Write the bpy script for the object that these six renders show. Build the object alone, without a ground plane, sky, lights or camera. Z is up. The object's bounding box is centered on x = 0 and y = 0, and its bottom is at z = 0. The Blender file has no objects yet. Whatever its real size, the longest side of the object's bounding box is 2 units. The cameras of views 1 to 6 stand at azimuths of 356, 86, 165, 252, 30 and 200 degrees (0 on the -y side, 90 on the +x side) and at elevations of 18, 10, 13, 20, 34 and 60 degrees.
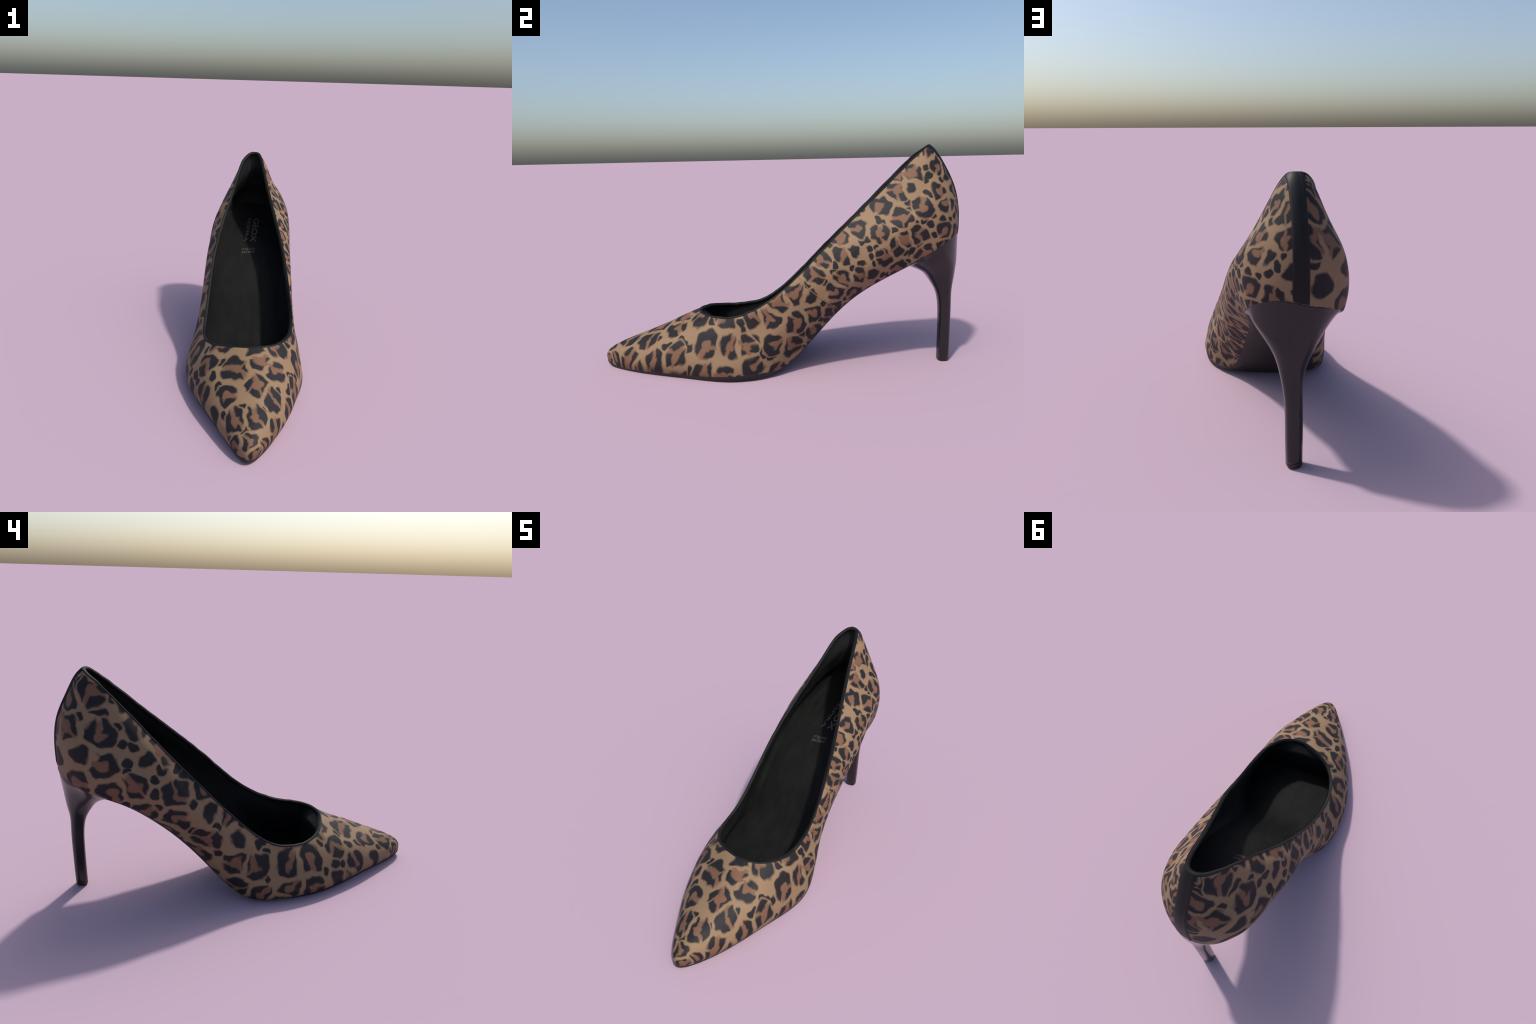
"""Leopard-print stiletto pump, built as a loft over the shoe's girth lines.

The upper is a closed band of girth lines: every line starts at the feather edge
(where upper meets sole) and runs up to the topline.  Sole, insole, lining,
binding, back strip and heel are all derived from that one surface.
"""
import bpy, math
import numpy as np
from mathutils import Vector, noise
from mathutils.bvhtree import BVHTree

# ------------------------------------------------------------------ the last
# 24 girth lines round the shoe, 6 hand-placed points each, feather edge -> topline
GIRTH = np.array([
    # centre back
    [(0.112, 0.995, 0.726), (0.118, 0.994, 0.853), (0.12, 0.974, 0.972), (0.116, 0.929, 1.078), (0.112, 0.87, 1.178), (0.1, 0.826, 1.221)],
    # +x side, heel to toe
    [(0.214, 0.958, 0.739), (0.24, 0.929, 0.851), (0.233, 0.891, 0.961), (0.2, 0.86, 1.06), (0.172, 0.82, 1.15), (0.128, 0.803, 1.213)],
    [(0.301, 0.832, 0.68), (0.318, 0.812, 0.781), (0.306, 0.786, 0.9), (0.251, 0.771, 0.978), (0.204, 0.744, 1.069), (0.15, 0.729, 1.157)],
    [(0.276, 0.662, 0.575), (0.321, 0.642, 0.68), (0.337, 0.625, 0.787), (0.303, 0.616, 0.852), (0.243, 0.602, 0.932), (0.177, 0.582, 1.023)],
    [(0.222, 0.467, 0.456), (0.313, 0.446, 0.549), (0.329, 0.431, 0.635), (0.316, 0.416, 0.712), (0.279, 0.4, 0.775), (0.219, 0.384, 0.843)],
    [(0.21, 0.275, 0.296), (0.292, 0.254, 0.393), (0.313, 0.243, 0.469), (0.317, 0.228, 0.546), (0.292, 0.211, 0.62), (0.259, 0.194, 0.669)],
    [(0.236, 0.064, 0.077), (0.286, 0.061, 0.206), (0.307, 0.051, 0.308), (0.31, 0.039, 0.395), (0.299, 0.026, 0.472), (0.274, 0.021, 0.499)],
    [(0.315, -0.098, 0.017), (0.33, -0.107, 0.105), (0.331, -0.123, 0.196), (0.307, -0.13, 0.286), (0.297, -0.145, 0.359), (0.279, -0.149, 0.384)],
    [(0.327, -0.303, 0.001), (0.344, -0.307, 0.065), (0.326, -0.296, 0.146), (0.307, -0.292, 0.224), (0.284, -0.291, 0.293), (0.257, -0.291, 0.341)],
    [(0.247, -0.529, 0), (0.292, -0.499, 0.058), (0.297, -0.469, 0.13), (0.277, -0.439, 0.207), (0.248, -0.407, 0.276), (0.207, -0.375, 0.337)],
    [(0.155, -0.751, 0), (0.225, -0.688, 0.071), (0.235, -0.618, 0.153), (0.221, -0.549, 0.221), (0.193, -0.485, 0.283), (0.156, -0.416, 0.336)],
    [(0.05, -0.931, 0), (0.131, -0.857, 0.077), (0.149, -0.74, 0.167), (0.152, -0.635, 0.222), (0.134, -0.535, 0.275), (0.108, -0.435, 0.336)],
    # toe tip, up the vamp ridge to the throat
    [(-0.014, -0.99, 0.019), (-0.001, -0.97, 0.107), (0.027, -0.786, 0.189), (0.036, -0.665, 0.239), (0.025, -0.548, 0.288), (0.015, -0.435, 0.332)],
    # -x side, toe to heel
    [(-0.066, -0.9, 0.004), (-0.134, -0.813, 0.085), (-0.13, -0.702, 0.172), (-0.129, -0.597, 0.216), (-0.112, -0.495, 0.269), (-0.092, -0.393, 0.319)],
    [(-0.156, -0.69, 0.002), (-0.223, -0.622, 0.08), (-0.233, -0.552, 0.141), (-0.219, -0.484, 0.205), (-0.196, -0.416, 0.258), (-0.157, -0.348, 0.304)],
    [(-0.262, -0.449, 0.002), (-0.301, -0.419, 0.054), (-0.308, -0.382, 0.103), (-0.296, -0.344, 0.155), (-0.26, -0.309, 0.222), (-0.208, -0.274, 0.29)],
    [(-0.312, -0.222, 0), (-0.336, -0.21, 0.035), (-0.343, -0.198, 0.079), (-0.326, -0.186, 0.135), (-0.291, -0.174, 0.207), (-0.233, -0.161, 0.29)],
    [(-0.278, 0.006, 0), (-0.314, 0.011, 0.024), (-0.33, -0.012, 0.081), (-0.321, -0.025, 0.136), (-0.285, -0.031, 0.226), (-0.228, -0.033, 0.331)],
    [(-0.183, 0.167, 0.06), (-0.245, 0.166, 0.086), (-0.277, 0.153, 0.174), (-0.277, 0.137, 0.251), (-0.262, 0.13, 0.35), (-0.209, 0.123, 0.459)],
    [(-0.138, 0.332, 0.246), (-0.2, 0.323, 0.302), (-0.226, 0.314, 0.367), (-0.248, 0.306, 0.455), (-0.22, 0.3, 0.544), (-0.18, 0.293, 0.64)],
    [(-0.128, 0.505, 0.424), (-0.186, 0.494, 0.496), (-0.22, 0.486, 0.579), (-0.213, 0.484, 0.655), (-0.178, 0.477, 0.745), (-0.115, 0.472, 0.832)],
    [(-0.136, 0.688, 0.565), (-0.172, 0.68, 0.644), (-0.189, 0.665, 0.744), (-0.143, 0.663, 0.823), (-0.108, 0.651, 0.926), (-0.041, 0.64, 1.022)],
    [(-0.099, 0.86, 0.635), (-0.128, 0.845, 0.74), (-0.122, 0.821, 0.858), (-0.087, 0.801, 0.947), (-0.041, 0.776, 1.049), (0.001, 0.756, 1.151)],
    [(0.011, 0.973, 0.695), (-0.028, 0.953, 0.818), (-0.035, 0.926, 0.934), (0.0, 0.89, 1.03), (0.028, 0.866, 1.133), (0.056, 0.82, 1.213)],
])
NC, NR = GIRTH.shape[:2]


def spline_basis(n, t, periodic):
    """Rows of weights: natural / periodic cubic spline through n unit-spaced knots."""
    t = np.asarray(t, float)
    eye, A, R = np.eye(n), np.eye(n), np.zeros((n, n))
    for i in (range(n) if periodic else range(1, n - 1)):
        a, b = (i - 1) % n, (i + 1) % n
        A[i, a], A[i, i], A[i, b] = 1, 4, 1
        R[i, a], R[i, i], R[i, b] = 6, -12, 6
    M = np.linalg.solve(A, R)
    if periodic:
        f = t - np.floor(t)
        i = np.floor(t).astype(int) % n
        j = (i + 1) % n
    else:
        i = np.clip(np.floor(t).astype(int), 0, n - 2)
        j, f = i + 1, t - i
    f = f[:, None]
    g = 1 - f
    return g * eye[i] + f * eye[j] + (g ** 3 - g) / 6 * M[i] + (f ** 3 - f) / 6 * M[j]


def last(u, s):
    """Outer surface at girth coordinate u (0..24, heel-side-toe-side) and height s (0..5)."""
    return np.einsum('ui,sj,ijk->usk', spline_basis(NC, u, True), spline_basis(NR, s, False), GIRTH)


def curve(values, u):
    """Smooth value along one half of the shoe, knots at u = 0, 1 .. 12 (heel to toe)."""
    v = np.asarray(values, float)
    return (spline_basis(len(v), np.clip(u, 0, len(v) - 1), False) @ v)


def resample(points, lengths):
    d = np.r_[0, np.linalg.norm(np.diff(points, axis=0), axis=1).cumsum()]
    return np.stack([np.interp(lengths, d, points[:, k]) for k in range(3)], 1)


def arc(points):
    return np.r_[0, np.linalg.norm(np.diff(points, axis=0), axis=1).cumsum()]


# ------------------------------------------------------------------ mesh tools
SHOE = bpy.data.objects.new('high_heel_shoe', None)
SHOE.empty_display_size = 0.2
bpy.context.scene.collection.objects.link(SHOE)
SHOE['label'] = 'leopard print pointed stiletto pump with dark glossy heel'
SHOE['category'] = 'shoe'


def add_mesh(name, verts, faces, material, parent=SHOE, smooth=True):
    me = bpy.data.meshes.new(name)
    me.from_pydata([tuple(map(float, v)) for v in verts], [], [tuple(map(int, f)) for f in faces])
    me.validate()
    me.update()
    if smooth:
        me.polygons.foreach_set('use_smooth', [True] * len(me.polygons))
    me.materials.append(material)
    ob = bpy.data.objects.new(name, me)
    ob.parent = parent
    bpy.context.scene.collection.objects.link(ob)
    return ob


def grid_faces(n, m, loop_n=False, loop_m=False, flip=False):
    fs = []
    for i in range(n if loop_n else n - 1):
        for j in range(m if loop_m else m - 1):
            a, b = i * m + j, ((i + 1) % n) * m + j
            c, d = ((i + 1) % n) * m + (j + 1) % m, i * m + (j + 1) % m
            fs.append((a, d, c, b) if flip else (a, b, c, d))
    return fs


def grid_normals(G, loop=True):
    du = np.roll(G, -1, 0) - np.roll(G, 1, 0) if loop else np.gradient(G, axis=0)
    ds = np.gradient(G, axis=1)
    n = np.cross(du, ds)
    return n / (np.linalg.norm(n, axis=-1, keepdims=True) + 1e-12)


def wobble(p, size, seed=0.0):
    return noise.noise(Vector((p[0] * size + seed, p[1] * size, p[2] * size)))


# ------------------------------------------------------------------ materials
class Nodes:
    def __init__(self, name):
        self.mat = bpy.data.materials.new(name)
        self.mat.use_nodes = True
        self.t = self.mat.node_tree
        self.t.nodes.clear()
        out = self.t.nodes.new('ShaderNodeOutputMaterial')
        self.bsdf = self.t.nodes.new('ShaderNodeBsdfPrincipled')
        self.t.links.new(self.bsdf.outputs[0], out.inputs[0])
        self.co = self.t.nodes.new('ShaderNodeTexCoord').outputs['Object']

    def link(self, a, b):
        if isinstance(a, bpy.types.NodeSocket):
            self.t.links.new(a, b)
        else:
            b.default_value = a

    def math(self, op, a, b=0.0, c=None, clamp=False):
        n = self.t.nodes.new('ShaderNodeMath')
        n.operation, n.use_clamp = op, clamp
        self.link(a, n.inputs[0])
        self.link(b, n.inputs[1])
        if c is not None:
            self.link(c, n.inputs[2])
        return n.outputs[0]

    def vec(self, op, a, b=None, scale=None):
        n = self.t.nodes.new('ShaderNodeVectorMath')
        n.operation = op
        self.link(a, n.inputs[0])
        if b is not None:
            self.link(b, n.inputs[1])
        if scale is not None:
            self.link(scale, n.inputs['Scale'])
        return n.outputs['Value'] if op in ('DISTANCE', 'LENGTH', 'DOT_PRODUCT') else n.outputs[0]

    def noise(self, scale, detail=2.0, rough=0.5, co=None, color=False):
        n = self.t.nodes.new('ShaderNodeTexNoise')
        self.link(self.co if co is None else co, n.inputs['Vector'])
        n.inputs['Scale'].default_value = scale
        n.inputs['Detail'].default_value = detail
        n.inputs['Roughness'].default_value = rough
        return n.outputs['Color' if color else 'Fac']

    def smooth(self, v, lo, hi):
        n = self.t.nodes.new('ShaderNodeMapRange')
        n.interpolation_type = 'SMOOTHSTEP'
        self.link(v, n.inputs[0])
        self.link(lo, n.inputs[1])
        self.link(hi, n.inputs[2])
        return n.outputs[0]

    def mix(self, f, a, b):
        n = self.t.nodes.new('ShaderNodeMix')
        n.data_type = 'RGBA'
        self.link(f, n.inputs['Factor'])
        for v, k in ((a, 6), (b, 7)):
            self.link(v if isinstance(v, bpy.types.NodeSocket) else (*v, 1.0), n.inputs[k])
        return n.outputs[2]

    def bump(self, height, strength, distance):
        n = self.t.nodes.new('ShaderNodeBump')
        n.inputs['Strength'].default_value = strength
        n.inputs['Distance'].default_value = distance
        self.link(height, n.inputs['Height'])
        self.t.links.new(n.outputs[0], self.bsdf.inputs['Normal'])

    def set(self, **kw):
        for k, v in kw.items():
            self.link(v if isinstance(v, (float, int, bpy.types.NodeSocket)) else (*v, 1.0),
                      self.bsdf.inputs[k.replace('_', ' ')])
        return self.mat


def plain(name, dark, light, rough, grain=40.0, bump=0.0, spec=0.5, coat=0.0, streak=None):
    m = Nodes(name)
    co = m.co if streak is None else m.vec('MULTIPLY', m.co, streak)
    n1 = m.smooth(m.noise(7.0, 4.0, 0.6, co), 0.3, 0.7)
    col = m.mix(n1, dark, light)
    if bump:
        m.bump(m.noise(grain, 3.0, 0.6), bump, 0.004)
    m.set(Base_Color=col, Roughness=rough, Coat_Weight=coat)
    m.bsdf.inputs['Specular IOR Level'].default_value = spec
    m.bsdf.inputs['Coat Roughness'].default_value = 0.08
    return m.mat


TAN, TAN_PALE = (0.205, 0.131, 0.075), (0.243, 0.162, 0.098)
BROWN, INK = (0.150, 0.069, 0.042), (0.0105, 0.0098, 0.0112)


def leopard():
    """Rosettes scattered over the unrolled hide: dark broken rings with a brown heart on tan.

    The surface is unrolled in the nodes into h (heel to toe) and g (across the girth):
    round the toe g is an angle about the foot's axis, on the walls it is the height,
    and round the heel cup h is an angle about the heel's upright axis."""
    m = Nodes('leopard_print_leather')
    xyz = m.t.nodes.new('ShaderNodeSeparateXYZ')
    m.link(m.co, xyz.inputs[0])
    x, y, z = xyz.outputs
    M = m.math
    rear = m.smooth(y, -0.45, -0.05)
    # girth coordinate
    xc = M('MULTIPLY', m.smooth(y, -0.6, 0.9), 0.105)
    dx = M('SUBTRACT', x, xc)
    up = M('ADD', z, 0.02)
    reach = M('SQRT', M('ADD', M('MULTIPLY', dx, dx), M('MULTIPLY', up, up)))
    g_toe = M('MULTIPLY', M('ARCTAN2', dx, up), M('SQRT', M('MULTIPLY', reach, 0.27)))
    side = M('SUBTRACT', M('MULTIPLY', M('GREATER_THAN', dx, 0.0), 2.0), 1.0)
    g_wall = M('MULTIPLY', side, M('SUBTRACT', 0.48, z))
    g = M('ADD', M('MULTIPLY', g_toe, M('SUBTRACT', 1.0, rear)), M('MULTIPLY', g_wall, rear))
    # length coordinate, turned round the heel cup
    hy = M('MAXIMUM', M('SUBTRACT', y, 0.70), 0.0)
    ax = M('ABSOLUTE', M('SUBTRACT', x, 0.105))
    turn = M('MULTIPLY', M('ARCTAN2', hy, ax), M('SQRT', M('ADD', M('MULTIPLY', hy, hy), M('MULTIPLY', ax, ax))))
    h = M('ADD', M('MINIMUM', y, 0.70), M('MULTIPLY', turn, 0.8))
    nose = M('MULTIPLY', M('MAXIMUM', M('SUBTRACT', 0.14, z), 0.0), m.smooth(y, -0.87, -0.96))
    h = M('SUBTRACT', h, nose)                       # the print also runs down the nose of the toe
    # the -x side carries a bigger print than the +x side
    plus_x = m.smooth(g, -0.25, 0.25)
    plus_x = M('ADD', M('MULTIPLY', plus_x, M('SUBTRACT', 1.0, rear)), M('MULTIPLY', M('GREATER_THAN', dx, 0.0), rear))
    size = M('ADD', 0.95, M('MULTIPLY', plus_x, 0.12))
    ph = M('MULTIPLY', M('ADD', h, 0.75), size)
    ph = M('ADD', ph, M('MULTIPLY', M('MULTIPLY', M('MAXIMUM', M('SUBTRACT', h, 0.1), 0.0), 0.22), plus_x))
    pg = M('MULTIPLY', g, M('ADD', size, M('MULTIPLY', M('MULTIPLY', m.smooth(y, 0.0, 0.4), 0.22), plus_x)))
    flat = m.t.nodes.new('ShaderNodeCombineXYZ')
    m.link(M('MULTIPLY', ph, 7.2), flat.inputs[0])
    m.link(M('MULTIPLY', pg, 7.2), flat.inputs[1])
    p0 = flat.outputs[0]
    warp = m.vec('SUBTRACT', m.noise(1.9, 1.0, 0.5, co=p0, color=True), (0.5, 0.5, 0.5))
    p = m.vec('ADD', p0, m.vec('SCALE', warp, scale=0.36))
    blobby = m.vec('SUBTRACT', m.noise(4.2, 0.0, 0.5, co=p0, color=True), (0.5, 0.5, 0.5))
    p = m.vec('ADD', p, m.vec('SCALE', blobby, scale=0.10))
    ragged = m.vec('SUBTRACT', m.noise(11.0, 2.5, 0.62, co=p0, color=True), (0.5, 0.5, 0.5))
    p = m.vec('ADD', p, m.vec('SCALE', ragged, scale=0.055))

    def voronoi(feature, at=None):
        n = m.t.nodes.new('ShaderNodeTexVoronoi')
        n.voronoi_dimensions = '2D'
        n.feature = feature
        m.link(p if at is None else at, n.inputs['Vector'])
        n.inputs['Scale'].default_value = 1.0
        n.inputs['Randomness'].default_value = 0.64
        return n
    edge = voronoi('DISTANCE_TO_EDGE').outputs['Distance']
    cell = voronoi('F1')
    dist = cell.outputs['Distance']
    rnd = m.t.nodes.new('ShaderNodeSeparateColor')
    m.link(cell.outputs['Color'], rnd.inputs[0])
    r1, r2, r3 = rnd.outputs[0], rnd.outputs[1], rnd.outputs[2]
    v = m.t.nodes.new('ShaderNodeSeparateXYZ')
    m.link(m.vec('SUBTRACT', p, cell.outputs['Position']), v.inputs[0])
    angle = M('ARCTAN2', v.outputs[1], v.outputs[0])
    # rosette body: rounded cell, lobed rim
    lobes = M('MULTIPLY', M('SINE', M('ADD', M('MULTIPLY', angle, 3.0), M('MULTIPLY', r2, 20.0))), 0.035)
    outer = M('ADD', M('MULTIPLY_ADD', r3, 0.08, 0.45), lobes)
    outer = M('SUBTRACT', outer, M('MULTIPLY', M('LESS_THAN', r1, 0.14), 0.19))
    body = M('MULTIPLY', m.smooth(M('SUBTRACT', outer, dist), -0.06, 0.06), m.smooth(edge, 0.045, 0.14))
    # brown heart, absent in about a quarter of the spots
    heart_r = M('MULTIPLY', m.smooth(r1, 0.14, 0.26), M('MULTIPLY_ADD', r2, 0.06, 0.15))
    heart_r = M('SUBTRACT', heart_r, M('MULTIPLY', lobes, 0.6))
    heart = M('MULTIPLY', m.smooth(M('SUBTRACT', heart_r, dist), -0.05, 0.05), m.smooth(r1, 0.13, 0.15))
    # mouths that break the ring, on one or two sides
    aim = M('MULTIPLY', r3, 25.0)
    c1 = M('COSINE', M('SUBTRACT', angle, aim))
    c2 = M('COSINE', M('SUBTRACT', angle, M('ADD', aim, M('MULTIPLY_ADD', r1, 1.6, 1.7))))
    c3 = M('COSINE', M('SUBTRACT', angle, M('ADD', aim, M('MULTIPLY_ADD', r2, 1.0, 3.9))))
    # the mouth keeps about the same width from heart to rim
    sides = M('MAXIMUM', dist, 0.08)
    def slot(c, half):
        off = M('MULTIPLY', M('SQRT', M('MAXIMUM', M('SUBTRACT', 1.0, M('MULTIPLY', c, c)), 0.0)), sides)
        return M('MULTIPLY', m.smooth(off, half + 0.05, half - 0.04), M('GREATER_THAN', c, 0.0))
    mouth = M('MAXIMUM', slot(c1, 0.078), M('MULTIPLY', slot(c2, 0.048), M('GREATER_THAN', r2, 0.45)))
    mouth = M('MAXIMUM', mouth, M('MULTIPLY', slot(c3, 0.042), M('GREATER_THAN', r3, 0.62)))
    mouth = M('MULTIPLY', mouth, m.smooth(r1, 0.13, 0.15))
    dark = M('MULTIPLY', body, M('SUBTRACT', 1.0, M('MAXIMUM', heart, mouth)))
    # small solid spots in the left-over corners
    small = m.t.nodes.new('ShaderNodeTexVoronoi')
    small.voronoi_dimensions = '2D'
    m.link(p, small.inputs['Vector'])
    small.inputs['Scale'].default_value = 2.3
    small.inputs['Randomness'].default_value = 0.8
    spot = m.smooth(small.outputs['Distance'], 0.46, 0.30)
    room = voronoi('F1', small.outputs['Position']).outputs['Distance']       # only where its middle is clear of rosettes
    spot = M('MULTIPLY', spot, M('GREATER_THAN', room, 0.53))
    dark = M('MAXIMUM', dark, M('MULTIPLY', spot, m.smooth(M('SUBTRACT', dist, outer), 0.01, 0.09)))
    brown = M('MAXIMUM', heart, M('MULTIPLY', mouth, m.smooth(M('SUBTRACT', M('MULTIPLY', outer, 0.85), dist), -0.08, 0.08)))
    tan = m.mix(m.noise(9.0, 4.0, 0.65), TAN, TAN_PALE)
    tan = m.mix(M('MULTIPLY', m.noise(160.0, 2.0, 0.7), 0.30), tan, (0.22, 0.13, 0.06))
    col = m.mix(M('MULTIPLY', brown, 0.88), tan, BROWN)
    col = m.mix(dark, col, m.mix(m.noise(30.0, 2.0), INK, (0.017, 0.0155, 0.018)))
    m.bump(m.noise(220.0, 3.0, 0.7), 0.10, 0.002)
    m.set(Base_Color=col, Roughness=0.6)
    m.bsdf.inputs['Specular IOR Level'].default_value = 0.2
    return m.mat


LEOPARD = leopard()
BLACK = plain('black_binding_leather', (0.008, 0.0085, 0.0085), (0.012, 0.0125, 0.0125), 0.65, 90, 0.15, 0.18)
STRIP = plain('black_strip_leather', (0.0055, 0.0055, 0.006), (0.0085, 0.0085, 0.009), 0.5, 90, 0.12, 0.22)
LINING = plain('black_lining', (0.007, 0.007, 0.0075), (0.011, 0.011, 0.011), 0.7, 120, 0.1, 0.2)
INSOLE = plain('insole_leather', (0.0055, 0.0055, 0.0055), (0.009, 0.009, 0.009), 0.7, 60, 0.15, 0.13, streak=(3.0, 1.0, 1.0))
SOLE = plain('outsole_rubber', (0.016, 0.0135, 0.0135), (0.022, 0.019, 0.019), 0.55, 80, 0.1, 0.3)
HEEL = plain('lacquered_heel', (0.0085, 0.0062, 0.0074), (0.0105, 0.008, 0.0092), 0.22, 20, 0.0, 0.42, coat=0.15)
TIP = plain('heel_tip_rubber', (0.007, 0.006, 0.0066), (0.0095, 0.008, 0.0088), 0.35)
PRINT = plain('grey_print', (0.07, 0.066, 0.062), (0.10, 0.093, 0.088), 0.7, spec=0.2)
THREAD = plain('seam_thread', (0.11, 0.072, 0.042), (0.21, 0.14, 0.083), 0.7, spec=0.2)

# ------------------------------------------------------------------ body sections
HALF, SIDE, BASE = 150, 44, 26        # stations heel->toe, points up a side, points across the sole
u_half = np.linspace(0, 12, HALF)
s_fine = np.linspace(5, 0, 60)
right = last(u_half, s_fine)                  # topline -> feather edge
left = last(24 - u_half, s_fine)
# how far the sole edge climbs (+) the side or the upper wraps (-) under the shank
SOLE_EDGE_R = curve([0, 0, 0, 0, 0, 0, 0, .022, .036, .036, .030, .022, .018], u_half)
SOLE_EDGE_L = curve([0, 0, 0, .008, .018, .028, .028, .028, .030, .028, .026, .022, .018], u_half)
FLOOR_RISE = curve([.095, .095, .100, .107, .120, .120, .104, .086, .068, .060, .055, .05, .05], u_half)
FLOOR_SIDE_R = curve([0, 0, 0, -.005, -.015, -.025, -.027, -.027, -.022, -.012, 0, 0, 0], u_half)   # edges droop
FLOOR_SIDE_L = curve([0, 0, -.005, -.012, -.015, -.012, -.004, 0, 0, 0, 0, 0, 0], u_half)

upper_r, upper_l, sole_rows, floor_z = [], [], [], []
for k in range(HALF):
    R, L = right[k], left[k]
    width = np.linalg.norm(R[-1] - L[-1])
    t = np.linspace(0, 1, 40)[1:-1, None]
    base = R[-1] * (1 - t) + L[-1] * t
    base[:, 2] -= (0.045 * width * 4 * t * (1 - t))[:, 0] * (1 if width > .05 else 0)
    base[:, 2] = np.maximum(base[:, 2], 0.0)
    sec = np.vstack([R, base, L[::-1]])
    ca, cb = len(R) - 1, len(R) + len(base)
    lock = np.zeros(len(sec))
    for c in (ca, cb):
        lock[max(c - 5, 1):c + 6] = 1
    for _ in range(0 if width < .1 else 2 if 2.5 < u_half[k] < 6.5 else 1):            # round the feather edge a little
        sm = sec.copy()
        sm[1:-1] = (sec[:-2] + 2 * sec[1:-1] + sec[2:]) / 4
        sec = sec + lock[:, None] * (sm - sec)
    d = arc(sec)
    a, b = d[ca] - SOLE_EDGE_R[k], d[cb] + SOLE_EDGE_L[k]
    upper_r.append(resample(sec, np.linspace(a, 0, SIDE)))          # sole edge -> topline
    upper_l.append(resample(sec, np.linspace(b, d[-1], SIDE)))
    sole_rows.append(resample(sec, np.linspace(a, b, BASE)))
    floor_z.append((R[-1, 2] + L[-1, 2]) / 2 + FLOOR_RISE[k])
upper_r, upper_l, sole_rows = map(np.array, (upper_r, upper_l, sole_rows))
floor_z = np.array(floor_z)

# closed band: +x side heel->toe, then -x side toe->heel
OUTER = np.vstack([upper_r, upper_l[-2:0:-1]])
RING = len(OUTER)
NORM = grid_normals(OUTER)
if (NORM[RING // 4] * np.array([1, 0, 0])).sum() < 0:
    NORM = -NORM
ring_u = np.r_[u_half, 24 - u_half[-2:0:-1]]

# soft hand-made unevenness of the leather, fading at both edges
fade = np.sin(np.pi * np.linspace(0, 1, SIDE)) ** 0.7
for i in range(RING):
    for j in range(SIDE):
        OUTER[i, j] += NORM[i, j] * fade[j] * 0.0022 * wobble(OUTER[i, j], 9.0)
# faint scallops along the topline
for i in range(RING):
    OUTER[i, -1, 2] += 0.004 * wobble(OUTER[i, -1], 14.0, 3.1) + 0.002 * wobble(OUTER[i, -1], 35.0, 8.3)

TRIMMED = OUTER.copy()                      # the raw edge stops inside the binding
TRIMMED[:, -1] = OUTER[:, -2] * 0.75 + OUTER[:, -1] * 0.25
upper = add_mesh('upper', TRIMMED.reshape(-1, 3), grid_faces(RING, SIDE, loop_n=True), LEOPARD)

# ------------------------------------------------------------------ outsole
sole_v = sole_rows.copy()
sole_n = grid_normals(sole_v, loop=False)
mid = sole_n[HALF // 2, BASE // 2]
if mid[2] > 0:
    sole_n = -sole_n
edge_fade = np.minimum(1, np.minimum(np.arange(BASE), np.arange(BASE)[::-1]) / 1.0)
sole_v = sole_v + sole_n * 0.003 * edge_fade[None, :, None]
sole_v[..., 2] = np.maximum(sole_v[..., 2], 0.0)
add_mesh('outsole', sole_v.reshape(-1, 3), grid_faces(HALF, BASE, flip=True), SOLE)

# ------------------------------------------------------------------ lining and insole
THICK = 0.014
INNER = OUTER - NORM * THICK
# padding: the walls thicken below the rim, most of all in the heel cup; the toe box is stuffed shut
PAD_R = curve([.060, .048, .020, .012, .004, .001, .001, .003, .015, .040, .045, .03, .02], u_half)
PAD_L = curve([.060, .050, .036, .018, .009, .007, .012, .030, .050, .055, .045, .03, .02], u_half)
pad = np.r_[PAD_R, PAD_L[-2:0:-1]]
for i in range(RING):
    d = arc(OUTER[i])
    deep = d[-1] - d
    q = np.clip((deep - 0.02) / 0.10, 0, 1)
    low = np.clip((deep - 0.20) / 0.20, 0, 1)
    q = q * (1 - 0.65 * low * low * (3 - 2 * low))
    INNER[i] -= NORM[i] * (pad[i] * q * q * (3 - 2 * q) + 0.007 * np.clip((d[-1] - d - 0.015) / 0.04, 0, 1))[:, None]
    stuffed = -0.442 + 0.05 * np.clip((deep - 0.01) / 0.07, 0, 1)
    INNER[i, :, 1] = np.maximum(INNER[i, :, 1], stuffed)
lining_rows, floor_edge = [], []
LROWS = 30
for i in range(RING):
    k = i if i < HALF else 2 * HALF - 2 - i
    col = INNER[i]
    z = floor_z[k] + (FLOOR_SIDE_R if i < HALF else FLOOR_SIDE_L)[k]
    j = np.argmax(col[:, 2] > z) if (col[:, 2] > z).any() else SIDE - 2
    j = max(j, 1)
    f = (z - col[j - 1, 2]) / max(col[j, 2] - col[j - 1, 2], 1e-6)
    e = col[j - 1] + np.clip(f, 0, 1) * (col[j] - col[j - 1])
    path = np.vstack([e[None], col[j:]])
    d = arc(path)
    lining_rows.append(resample(path, np.linspace(0, d[-1], LROWS)))
    floor_edge.append(e)
lining_rows, floor_edge = np.array(lining_rows), np.array(floor_edge)
skirt = lining_rows[:, :1] - np.array([0, 0, 0.012])
LIN = np.concatenate([skirt, lining_rows], axis=1)
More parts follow.
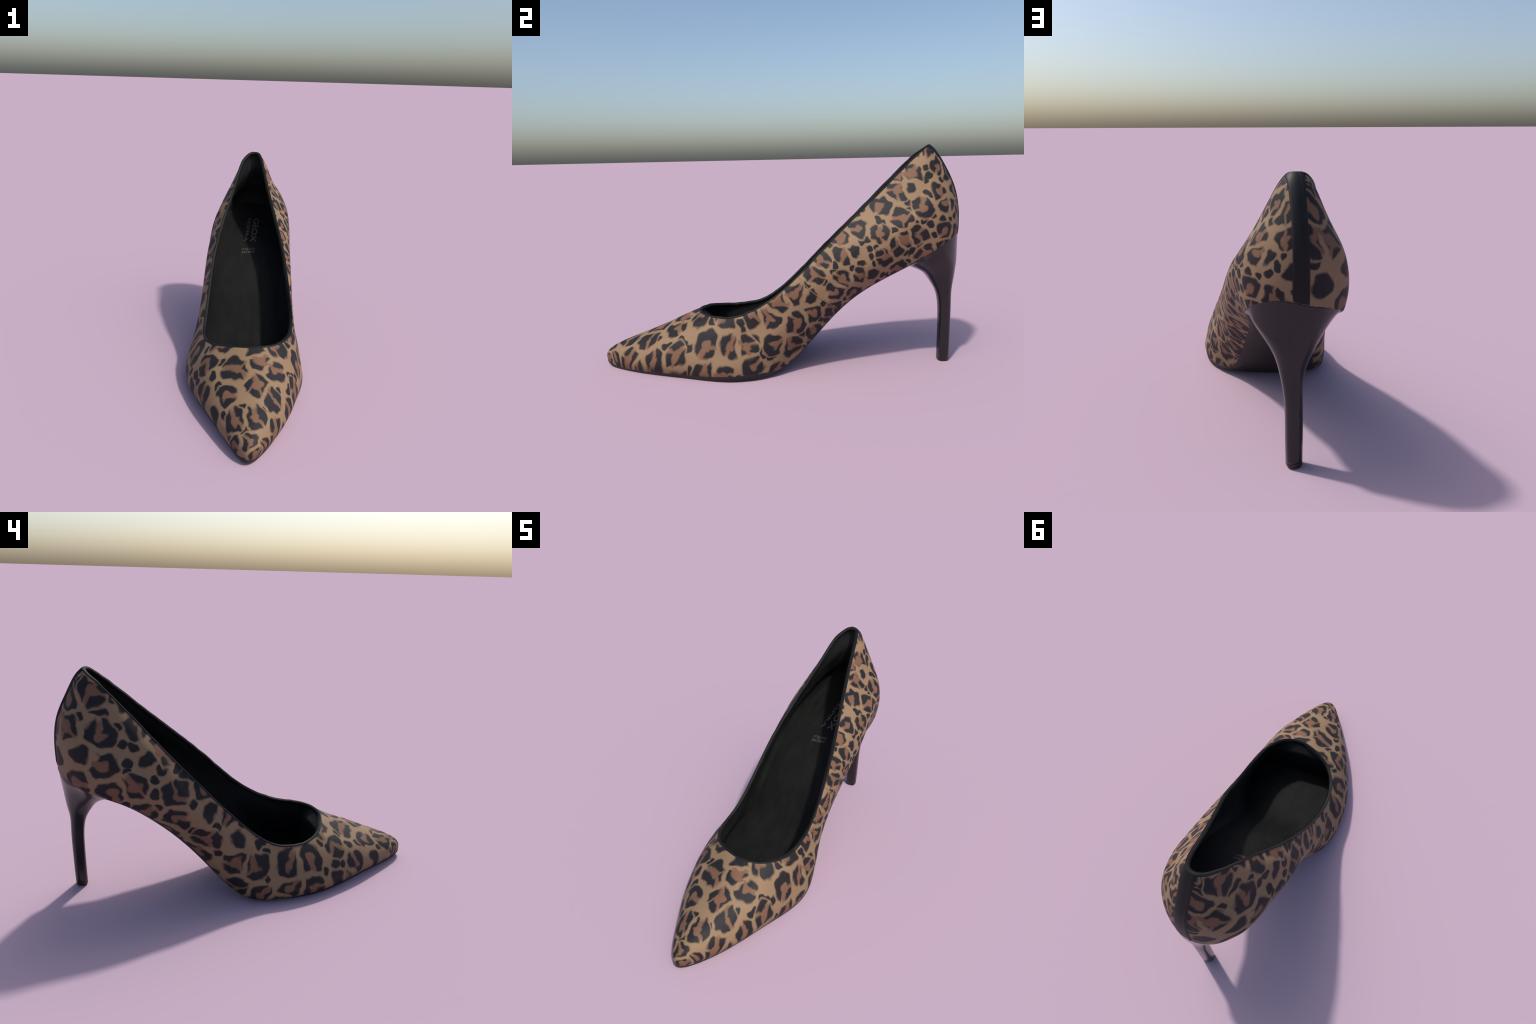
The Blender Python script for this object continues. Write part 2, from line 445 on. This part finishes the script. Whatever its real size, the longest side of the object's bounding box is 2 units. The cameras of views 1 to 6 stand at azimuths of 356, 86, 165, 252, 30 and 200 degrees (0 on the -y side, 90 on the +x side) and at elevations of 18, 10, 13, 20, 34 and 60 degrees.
for i in range(RING):                                   # soft folds in the lining
    for j in range(2, LROWS - 2):
        LIN[i, j] -= NORM[i, min(j, SIDE - 1)] * 0.004 * max(0, wobble(LIN[i, j] * np.array([1, .5, 1]), 9.0, 7.7))
add_mesh('lining', LIN.reshape(-1, 3), grid_faces(RING, LROWS + 1, loop_n=True, flip=True), LINING)

FLOORW = 22
CROWN = curve([-.01, -.01, -.01, .0, .008, .014, .016, .016, .014, .01, 0, 0, 0], u_half)
floor = []
for k in range(HALF):
    r, l = floor_edge[k], floor_edge[(2 * HALF - 2 - k) % RING]
    t = np.linspace(0, 1, FLOORW)[:, None]
    row = r * (1 - t) + l * t
    row[:, 2] += (CROWN[k] * (4 * t * (1 - t)) ** 0.6)[:, 0] * min(1, np.linalg.norm(r - l) / .2)
    floor.append(row)
floor = np.array(floor)
insole = add_mesh('insole', floor.reshape(-1, 3), grid_faces(HALF, FLOORW), INSOLE)

# ------------------------------------------------------------------ topline binding
BAND = 0.016
prof_n = 16
bind = np.zeros((RING, prof_n, 3))
for i in range(RING):
    col, nr = OUTER[i], NORM[i]
    d = arc(col)
    top_out, n = col[-1], nr[-1]
    top_in = top_out - n * THICK
    tang = col[-1] - resample(col, [d[-1] - 0.02])[0]
    tang /= np.linalg.norm(tang)
    c = (top_out + top_in) / 2 - tang * 0.005
    r = THICK / 2 + 0.002
    low_out = resample(col, [d[-1] - BAND])[0] + n * 0.0004
    mid_out = resample(col, [d[-1] - BAND * .8])[0] + n * 0.0030
    near_out = resample(col, [d[-1] - BAND * .3])[0] + n * 0.0030
    pts = [low_out, mid_out, near_out]
    for th in np.linspace(0, math.pi, prof_n - 5):
        pts.append(c - tang * 0.004 + n * r * math.cos(th) + tang * r * 0.75 * math.sin(th))
    pts.append(c - n * r - tang * 0.016)
    pts.append(c - n * (r - 0.004) - tang * 0.019)
    bind[i] = pts
add_mesh('topline_binding', bind.reshape(-1, 3), grid_faces(RING, prof_n, loop_n=True), BLACK)

# ------------------------------------------------------------------ back strip
rows = 60
s_rows = np.linspace(0.02, 4.84, rows)
# the tape runs straight down the back: its two edges as x against z
EDGE_R = ((.74, .163), (.86, .162), (.94, .159), (1.04, .153), (1.14, .146), (1.2, .142), (1.23, .138))
EDGE_L = ((.74, .094), (.90, .092), (.98, .090), (1.05, .087), (1.13, .079), (1.2, .072), (1.23, .070))
u_probe = np.linspace(-1.4, 1.4, 281)
u_right, u_left = [], []
for s in s_rows:
    p = last(u_probe % 24, [s])[:, 0]
    for edge, out in ((EDGE_R, u_right), (EDGE_L, u_left)):
        gap = p[:, 0] - np.interp(p[:, 2], *np.array(edge).T)
        k = np.where(gap[:-1] * gap[1:] <= 0)[0]
        k = k[np.argmin(abs(u_probe[k]))] if len(k) else int(np.argmin(abs(gap[:-1])))
        out.append(u_probe[k] - gap[k] * (u_probe[k + 1] - u_probe[k]) / (gap[k + 1] - gap[k]))
u_right, u_left = (np.convolve(np.pad(v, 4, 'edge'), np.ones(9) / 9, 'valid') for v in (u_right, u_left))
across = 15
strip = np.zeros((rows, across, 3))
for j, s in enumerate(s_rows):
    # a rounded tape: thick in the middle, with a turned ridge along the -x edge
    q = np.linspace(0, 1, across)
    uu = u_right[j] * (1 - q) + u_left[j] * q
    e = 1e-3
    p = last(uu % 24, [s])[:, 0]
    du = last((uu + e) % 24, [s])[:, 0] - last((uu - e) % 24, [s])[:, 0]
    dsv = last(uu % 24, [min(s + e, 5)])[:, 0] - last(uu % 24, [max(s - e, 0)])[:, 0]
    n = np.cross(du, dsv)
    n /= np.linalg.norm(n, axis=1, keepdims=True)
    n *= np.sign(n[:, 1:2] + 1e-9)
    lift = 0.0045 * np.minimum(1, np.minimum(q, 1 - q) / 0.08) + 0.0035 * np.exp(-((q - .88) / .06) ** 2) - 0.002 * (np.minimum(q, 1 - q) < 1e-6)
    strip[j] = p + n * (lift * min(1, 0.45 + s / 0.3))[:, None]
strip_ob = add_mesh('back_strip', strip.reshape(-1, 3), grid_faces(rows, across), STRIP)

# ------------------------------------------------------------------ side seam (+x side)
seam_s = np.linspace(4.8, 0.2, 70)
seam_u = np.interp(seam_s[::-1], [.3, 1.2, 2.1, 2.95, 3.6, 4.8], [4.84, 5.05, 5.25, 5.42, 5.55, 5.68])[::-1]
seam_v = []
for u0, s0 in zip(seam_u, seam_s):
    a = last([u0, u0 + .02], [s0, s0 + .02])
    n = np.cross(a[1, 0] - a[0, 0], a[0, 1] - a[0, 0])
    n /= np.linalg.norm(n)
    n *= np.sign(n[0])
    side = a[1, 0] - a[0, 0]
    side /= np.linalg.norm(side)
    for w, h in ((-.0030, -.001), (-.0014, .0014), (.0014, .0014), (.0030, -.001)):
        seam_v.append(a[0, 0] + side * w + n * h)
add_mesh('side_seam', seam_v, grid_faces(70, 4), THREAD)

# ------------------------------------------------------------------ heel
# guide stations from the tip up: back (y, z), front (y, z), +x side (x, y, z), -x side (x, y, z)
HEEL_GUIDES = [
    ((.967, .022), (.903, .022), (.173, .935, .022), (.104, .935, .022)),
    ((.968, .12), (.903, .12), (.175, .935, .12), (.103, .935, .12)),
    ((.968, .22), (.902, .22), (.176, .935, .22), (.103, .935, .22)),
    ((.967, .32), (.898, .32), (.181, .933, .32), (.103, .933, .32)),
    ((.965, .41), (.883, .40), (.194, .925, .41), (.094, .925, .41)),
    ((.974, .48), (.855, .456), (.212, .915, .485), (.066, .915, .482)),
    ((.981, .545), (.820, .505), (.240, .900, .545), (.028, .900, .538)),
    ((.987, .61), (.778, .533), (.272, .880, .603), (-.014, .880, .585)),
    ((.993, .67), (.728, .552), (.293, .860, .650), (-.056, .860, .618)),
    ((.996, .724), (.672, .562), (.300, .835, .683), (-.092, .850, .638)),
]
G = np.array([[*b, *f, *r, *l] for b, f, r, l in HEEL_GUIDES])
hv = np.linspace(0, len(G) - 1, 90)
G = spline_basis(len(G), hv, False) @ G
AROUND = 72
rings = []
for k, g in enumerate(G):
    back, front, r, l = g[0:2], g[2:4], g[4:7], g[7:10]
    m = (r + l) / 2
    grow = k / (len(G) - 1)
    ring = []
    for th in np.linspace(0, 2 * math.pi, AROUND, endpoint=False):
        ca, sa = math.cos(th), math.sin(th)
        n_exp = (3.0 - 0.4 * grow + 3.0 * max(0, grow - .92) / .08 if ca > 0 else 2.5 - (0.8 if sa > 0 else 0.4) * grow)
        aa = math.copysign(abs(ca) ** (2 / n_exp), ca)
        bb = math.copysign(abs(sa) ** (2 / n_exp), sa)
        # quadratic through back (-1), side stations (0) and front (+1)
        yz = back * aa * (aa - 1) / 2 + m[1:] * (1 - aa * aa) + front * aa * (aa + 1) / 2
        tilt = bb * (r - l) / 2
        ring.append((m[0] + tilt[0], yz[0] + tilt[1], yz[1] + tilt[2]))
    rings.append(ring)
rings = np.array(rings)
# the heel never stands out past the seat of the upper, and its top ring follows that seat
seat = last(np.linspace(-3.2, 2.9, 200) % 24, [0.0])[:, 0]
SEAT_C = np.array([.105, .82])
phi_seat = np.arctan2(seat[:, 0] - SEAT_C[0], seat[:, 1] - SEAT_C[1])      # 0 = straight back
order = np.argsort(phi_seat)
phi_seat, seat = phi_seat[order], seat[order]
rad_seat = np.hypot(seat[:, 0] - SEAT_C[0], seat[:, 1] - SEAT_C[1])
TOPS = 14
for k in range(len(rings)):
    w = max(0.0, (k - (len(rings) - 1 - TOPS)) / TOPS)
    for j in range(AROUND):
        d = rings[k, j, :2] - SEAT_C
        phi, rad = math.atan2(d[0], d[1]), math.hypot(*d)
        if not phi_seat[0] < phi < phi_seat[-1]:
            continue
        lim = np.interp(phi, phi_seat, rad_seat) * 0.992
        zs = np.interp(phi, phi_seat, seat[:, 2]) + 0.002
        if w > 0:
            f = w * w
            rad = rad * (1 - f) + lim * f
            rings[k, j, 2] = rings[k, j, 2] * (1 - f) + zs * f
        rad = min(rad, lim)
        rings[k, j, :2] = SEAT_C + rad * np.array([math.sin(phi), math.cos(phi)])
cap = rings[-1].mean(0)
inner_ring = cap + (rings[-1] - cap) * 0.96 + np.array([0, 0, 0.03])
rings = np.concatenate([rings, inner_ring[None]])
hf = grid_faces(len(rings), AROUND, loop_m=True, flip=True)
hverts = list(rings.reshape(-1, 3))
n0 = (len(rings) - 1) * AROUND
hf.append(tuple(range(n0, n0 + AROUND)))
hf.append(tuple(range(AROUND))[::-1])
add_mesh('heel', hverts, hf, HEEL)
# heel tip (top piece)
base_ring = rings[0]
c0 = base_ring.mean(0)
tip_rings = [c0 + (base_ring - c0) * k + np.array([0, 0, z - .022]) for k, z in
             ((.985, .026), (1.0, .022), (.99, .010), (.94, .003), (.85, .0))]
tip_v = np.concatenate(tip_rings)
tip_f = grid_faces(5, AROUND, loop_m=True)
tip_f.append(tuple(range(4 * AROUND, 5 * AROUND)))
add_mesh('heel_tip', tip_v, tip_f, TIP)

# ------------------------------------------------------------------ printed lettering on the insole
bvh = BVHTree.FromPolygons([tuple(v.co) for v in insole.data.vertices], [tuple(p.vertices) for p in insole.data.polygons])


def lettering(text, origin, along, up, cap_height, length, bold=0.0):
    """Built-in font, laid on the insole: origin = start of baseline in plan, along/up = plan directions."""
    cu = bpy.data.curves.new('lettering', 'FONT')
    cu.body, cu.size, cu.extrude, cu.offset = text, 1.0, 0.0, bold
    tmp = bpy.data.objects.new('lettering', cu)
    bpy.context.scene.collection.objects.link(tmp)
    me = bpy.data.meshes.new_from_object(tmp.evaluated_get(bpy.context.evaluated_depsgraph_get()))
    bpy.data.objects.remove(tmp)
    co = np.array([v.co[:] for v in me.vertices])
    lo, hi = co.min(0), co.max(0)
    along, up = np.array(along) / np.linalg.norm(along), np.array(up) / np.linalg.norm(up)
    for v, c in zip(me.vertices, co):
        a = (c[0] - lo[0]) / (hi[0] - lo[0]) * length
        b = (c[1] - lo[1]) / (hi[1] - lo[1]) * cap_height
        x, y = np.array(origin) + along * a + up * b
        hit = bvh.ray_cast(Vector((x, y, 3)), Vector((0, 0, -1)))
        v.co = (x, y, (hit[0].z if hit[0] else 0.6) + 0.0016)
    me.materials.append(PRINT)
    ob = bpy.data.objects.new('lettering', me)
    ob.parent = SHOE
    bpy.context.scene.collection.objects.link(ob)
    return ob


lettering('GEOX', (.104, .800), (-.17, -1), (1, -.17), .040, .232, 0.012)
lettering('RESPIRA', (.063, .805), (-.17, -1), (1, -.17), .022, .230)
lettering('ITALIAN', (.008, .505), (1, 0.02), (-.02, 1), .015, .088, 0.008)
lettering('PATENT', (.006, .482), (1, 0.02), (-.02, 1), .015, .090, 0.008)
